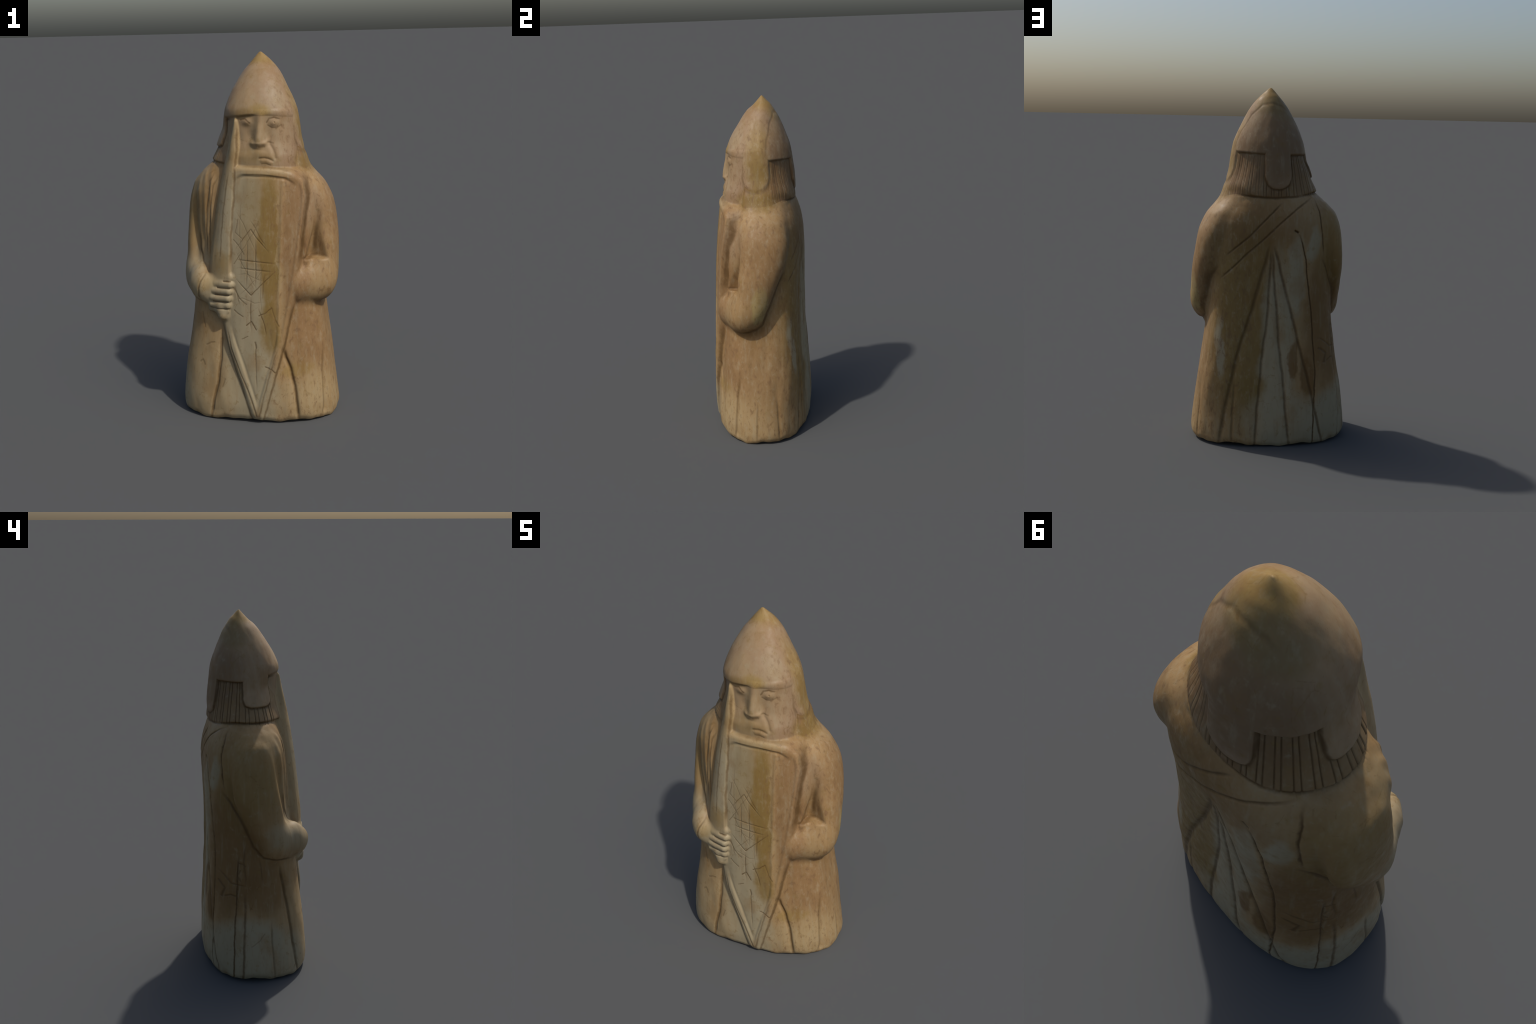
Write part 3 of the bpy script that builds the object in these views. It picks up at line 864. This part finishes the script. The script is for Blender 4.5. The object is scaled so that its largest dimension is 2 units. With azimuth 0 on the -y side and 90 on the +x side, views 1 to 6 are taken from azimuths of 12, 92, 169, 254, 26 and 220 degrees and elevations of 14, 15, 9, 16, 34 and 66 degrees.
def ivory(part, lo, hi, strokes):
    """Ivory for one part: patches, streaks, mottling, and the strokes that cross it."""
    g = Graph("ivory_" + part)
    P = g.node("TexCoord").outputs["Object"]
    nf, nc = g.noise(P, 7.0, 4.0)
    warp = g.scale(g.vec("SUBTRACT", nc, (.5, .5, .5)), .10)
    Pw = g.vec("ADD", P, warp)
    grain, _ = g.noise(g.vec("MULTIPLY", P, (1, 1, .14)), 42.0, 4.0, .6)
    mott, _ = g.noise(P, 26.0, 5.0, .62)
    big, _ = g.noise(P, 3.1, 2.0)
    base = BASE.get(part, CREAM)
    col = g.mix(g.ramp(big, .38, .66), base, tuple(.55 * b + .45 * c for b, c in zip(base, CREAM)))
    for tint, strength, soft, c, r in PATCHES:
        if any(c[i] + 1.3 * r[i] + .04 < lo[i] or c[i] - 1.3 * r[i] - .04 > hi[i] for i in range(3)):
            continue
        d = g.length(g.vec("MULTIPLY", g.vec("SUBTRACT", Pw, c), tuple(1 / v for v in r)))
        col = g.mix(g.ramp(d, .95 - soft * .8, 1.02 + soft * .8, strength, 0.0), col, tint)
    # broad orange-brown blotches, soaked in unevenly
    blot, _ = g.noise(g.vec("MULTIPLY", P, (1, 1, .7)), 6.5, 5.0, .6)
    col = g.mix(g.ramp(blot, .52, .68, 0.0, .40), col, (.205, .112, .036))
    # vertical fibres, mottling and small rusty specks
    col = g.mix(g.ramp(grain, .46, .74, 0.0, .24), col, ROSE)
    col = g.mix(g.ramp(grain, .50, .26, 0.0, .28), col, PALE)
    col = g.mix(g.ramp(mott, .55, .75, 0.0, .45), col, OCHRE)
    col = g.mix(g.ramp(mott, .42, .25, 0.0, .35), col, PALE)
    # weathered zones: short reddish veins with greyish flecks between them
    vn = g.node("TexNoise", {"noise_dimensions": "3D"}, Vector=g.vec("MULTIPLY", P, (1, 1, .45)), Scale=46.0, Detail=6.0, Roughness=.66, Distortion=.5).outputs["Fac"]
    worn_zone = g.ramp(g.node("SeparateXYZ", Vector=Pw).outputs[0], .02, .22, .22, 1.0)
    col = g.mix(g.math("MULTIPLY", g.ramp(vn, .52, .68), g.math("MULTIPLY", worn_zone, .66)), col, (.155, .086, .042))
    col = g.mix(g.math("MULTIPLY", g.ramp(vn, .48, .32), g.math("MULTIPLY", worn_zone, .44)), col, (.305, .236, .146))
    vor = g.node("TexVoronoi", {"feature": "DISTANCE_TO_EDGE"}, Vector=g.vec("ADD", g.vec("MULTIPLY", P, (1, 1, .6)), g.scale(warp, .6)), Scale=15.0).outputs["Distance"]
    web = g.math("MULTIPLY", g.ramp(vor, .004, .030, 1.0, 0.0), g.ramp(mott, .50, .60))
    crazed = g.length(g.vec("MULTIPLY", g.vec("SUBTRACT", Pw, (-.37, .10, .50)), (1 / .10, 1 / .11, 1 / .16)))
    col = g.mix(g.math("MULTIPLY", web, g.ramp(crazed, .7, 1.2, .9, .25)), col, UMBER)
    # engraved and stained lines
    lines = None
    x, y, z = (g.node("SeparateXYZ", Vector=P).outputs[i] for i in range(3))
    wob = g.scale(g.vec("SUBTRACT", g.noise(P, 34.0, 2.0)[1], (.5, .5, .5)), .007)
    wx, wy, wz = (g.node("SeparateXYZ", Vector=wob).outputs[i] for i in range(3))
    vz = g.math("ADD", z, wz)
    wave = g.math("ADD", g.math("MULTIPLY", g.math("SINE", g.math("ADD", g.math("MULTIPLY", z, 17.0), 1.3)), .0013),
                  g.math("MULTIPLY", g.math("SINE", g.math("ADD", g.math("MULTIPLY", z, 49.0), .4)), .0009))
    flat = {}
    for plane in sorted({STROKES[k][0] for k in strokes}):
        if plane in ("front", "back"):
            u = g.math("ADD", g.math("ADD", x, wx), wave)
            gate = g.ramp(y, -.03, -.005, 1.0, 0.0) if plane == "front" else g.ramp(y, .06, .09)
        elif plane in ("plus", "minus"):
            u = g.math("ADD", g.math("ADD", y, wy), wave)
            gate = g.ramp(x, .12, .18) if plane == "plus" else g.ramp(x, -.21, -.15, 1.0, 0.0)
        else:
            a = g.math("ARCTAN2", g.math("SUBTRACT", x, HX), g.math("SUBTRACT", HY, y))
            if plane == "ring_back":
                a = g.math("FLOORED_MODULO", a, 2 * math.pi)
            u = g.math("ADD", g.math("MULTIPLY", a, .215), wx)
            gate = g.ramp(z, 1.36, 1.38)
        q = g.node("CombineXYZ", X=u, Y=vz).outputs[0]
        most = None
        for number in (k for k in strokes if STROKES[k][0] == plane):
            m = g.stroke(q, number)
            most = m if most is None else g.math("MAXIMUM", most, m)
        most = g.math("MULTIPLY", most, gate)
        lines = most if lines is None else g.math("MAXIMUM", lines, most)
    if part == "hair":
        a = g.math("FLOORED_MODULO", g.math("ARCTAN2", g.math("SUBTRACT", x, HX), g.math("SUBTRACT", HY, y)), 2 * math.pi)
        n = g.math("MULTIPLY", a, 62 / (2 * math.pi))
        ph = g.math("ADD", g.math("MULTIPLY", n, math.pi), g.math("MULTIPLY", g.math("SINE", g.math("MULTIPLY", n, 3.1)), .5))
        gap = g.ramp(g.math("ABSOLUTE", g.math("SINE", ph)), .08, .45, .8, 0.0)
        arc = g.math("MULTIPLY", g.ramp(a, 1.75, 1.88), g.ramp(a, 5.10, 5.24, 1.0, 0.0))
        gap = g.math("MULTIPLY", g.math("MULTIPLY", gap, g.math("MULTIPLY", arc, g.ramp(a, 2.6, 2.95, .35, 1.0))), g.ramp(nf, .25, .55, .35, 1.0))
        lines = gap if lines is None else g.math("MAXIMUM", lines, gap)
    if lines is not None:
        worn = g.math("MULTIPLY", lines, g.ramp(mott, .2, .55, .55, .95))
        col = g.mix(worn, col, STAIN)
    fine, _ = g.noise(P, 160.0, 3.0)
    height = g.math("ADD", g.math("MULTIPLY", grain, .6), g.math("MULTIPLY", fine, .25))
    bump_n = g.node("Bump", Strength=.16, Distance=.006, Height=height)
    rough = g.ramp(mott, .3, .7, .42, .60)
    b = g.node("BsdfPrincipled", Base_Color=col, Roughness=rough, Normal=bump_n.outputs[0], Specular_IOR_Level=.2)
    out = g.node("OutputMaterial", Surface=b.outputs[0])
    return g.mat


# ----------------------------------------------------------------------------
#  cut the carving into named parts
# ----------------------------------------------------------------------------
P, N, owner, names = carve()
nr, nc = P.shape[:2]
verts = np.concatenate([P.reshape(-1, 3), [[.019, .046, 2.0], [0, 0, .012]]])
norms = np.concatenate([N.reshape(-1, 3), [[0, 0, 1], [0, 0, -1]]])
idx = np.arange(nr * nc).reshape(nr, nc)
nxt = np.roll(idx, -1, 1)
quads = np.stack([idx[:-1], nxt[:-1], nxt[1:], idx[1:]], 2).reshape(-1, 4)
own = owner.ravel()
face_part = np.array([names[i] for i in range(len(names))])[own[quads[:, 0]]]

# finer cuts inside the face, by where the features sit
cen = verts[quads].mean(1)
in_face = face_part == "face"
nose = in_face & (np.abs(cen[:, 0] - .047) < .020 + .20 * (1.69 - cen[:, 2])) & (np.abs(cen[:, 0] - .047) < .045) & (cen[:, 2] > 1.516) & (cen[:, 2] < 1.69) & (cen[:, 1] < -.1)
face_part = face_part.astype(object)
face_part[nose] = "nose"
for k, (ex, ez) in enumerate(((.127, 1.640), (-.018, 1.644))):
    face_part[in_face & (np.hypot((cen[:, 0] - ex) / 1.35, cen[:, 2] - ez) < .021) & (cen[:, 1] < -.08)] = "eye%d" % k

LABELS = {"robe": "robe", "arm_left": "arm", "arm_right": "arm", "hand": "hand", "pommel": "pommel", "sword": "sword",
          "shield": "shield", "helmet": "helmet", "hair": "hair", "face": "face", "nose": "nose", "eye0": "eye", "eye1": "eye"}
PARENT = {"pommel": "sword", "nose": "face", "eye0": "face", "eye1": "face"}

root = bpy.data.objects.new("warrior_chess_piece", None)
bpy.context.scene.collection.objects.link(root)
root["label"] = "carved ivory helmeted warrior with kite shield and sword"
root["category"] = "chess piece"

made = {}


def build(key, faces, extra_tris):
    polys = [faces.reshape(-1)]
    used, inv = np.unique(np.concatenate([faces.ravel(), extra_tris.ravel()]), return_inverse=True)
    label = LABELS.get(key, "finger")
    me = bpy.data.meshes.new(label)
    me.vertices.add(len(used))
    me.vertices.foreach_set("co", verts[used].astype(np.float32).ravel())
    nq, nt = len(faces), len(extra_tris)
    me.loops.add(len(inv))
    me.loops.foreach_set("vertex_index", inv.astype(np.int32))
    me.polygons.add(nq + nt)
    me.polygons.foreach_set("loop_start", np.concatenate([np.arange(nq) * 4, nq * 4 + np.arange(nt) * 3]).astype(np.int32))
    me.polygons.foreach_set("use_smooth", np.ones(nq + nt, bool))
    me.update(calc_edges=True)
    me.validate()
    me.normals_split_custom_set_from_vertices(norms[used].tolist())
    ob = bpy.data.objects.new(label, me)
    bpy.context.scene.collection.objects.link(ob)
    v = verts[used]
    near = []
    for number, st in enumerate(STROKES):
        if st[3] <= 0:
            continue
        u, w, gate = plane_coords(st[0], v[:, 0], v[:, 1], v[:, 2])
        p = np.array(st[4])
        m = (gate > 0) & (u > p[:, 0].min() - .02) & (u < p[:, 0].max() + .02) & (w > p[:, 1].min() - .02) & (w < p[:, 1].max() + .02)
        if m.sum() > 3 and line2(u[m], w[m], st[4]).min() < st[1] * 1.6 + .004:
            near.append(number)
    me.materials.append(ivory(key if key in BASE else {"nose": "face", "eye0": "face", "eye1": "face"}.get(key, "hand"), v.min(0), v.max(0), near))
    made[key] = ob


none = np.zeros((0, 3), int)
top = np.stack([idx[-1], nxt[-1], np.full(nc, nr * nc)], 1)
foot = np.stack([nxt[0], idx[0], np.full(nc, nr * nc + 1)], 1)
for key in sorted(set(face_part)):
    build(key, quads[face_part == key], top if key == "helmet" else foot if key == "robe" else none)
for key, ob in made.items():
    up = "hand" if key.startswith("finger") else PARENT.get(key)
    ob.parent = made[up] if up in made else root
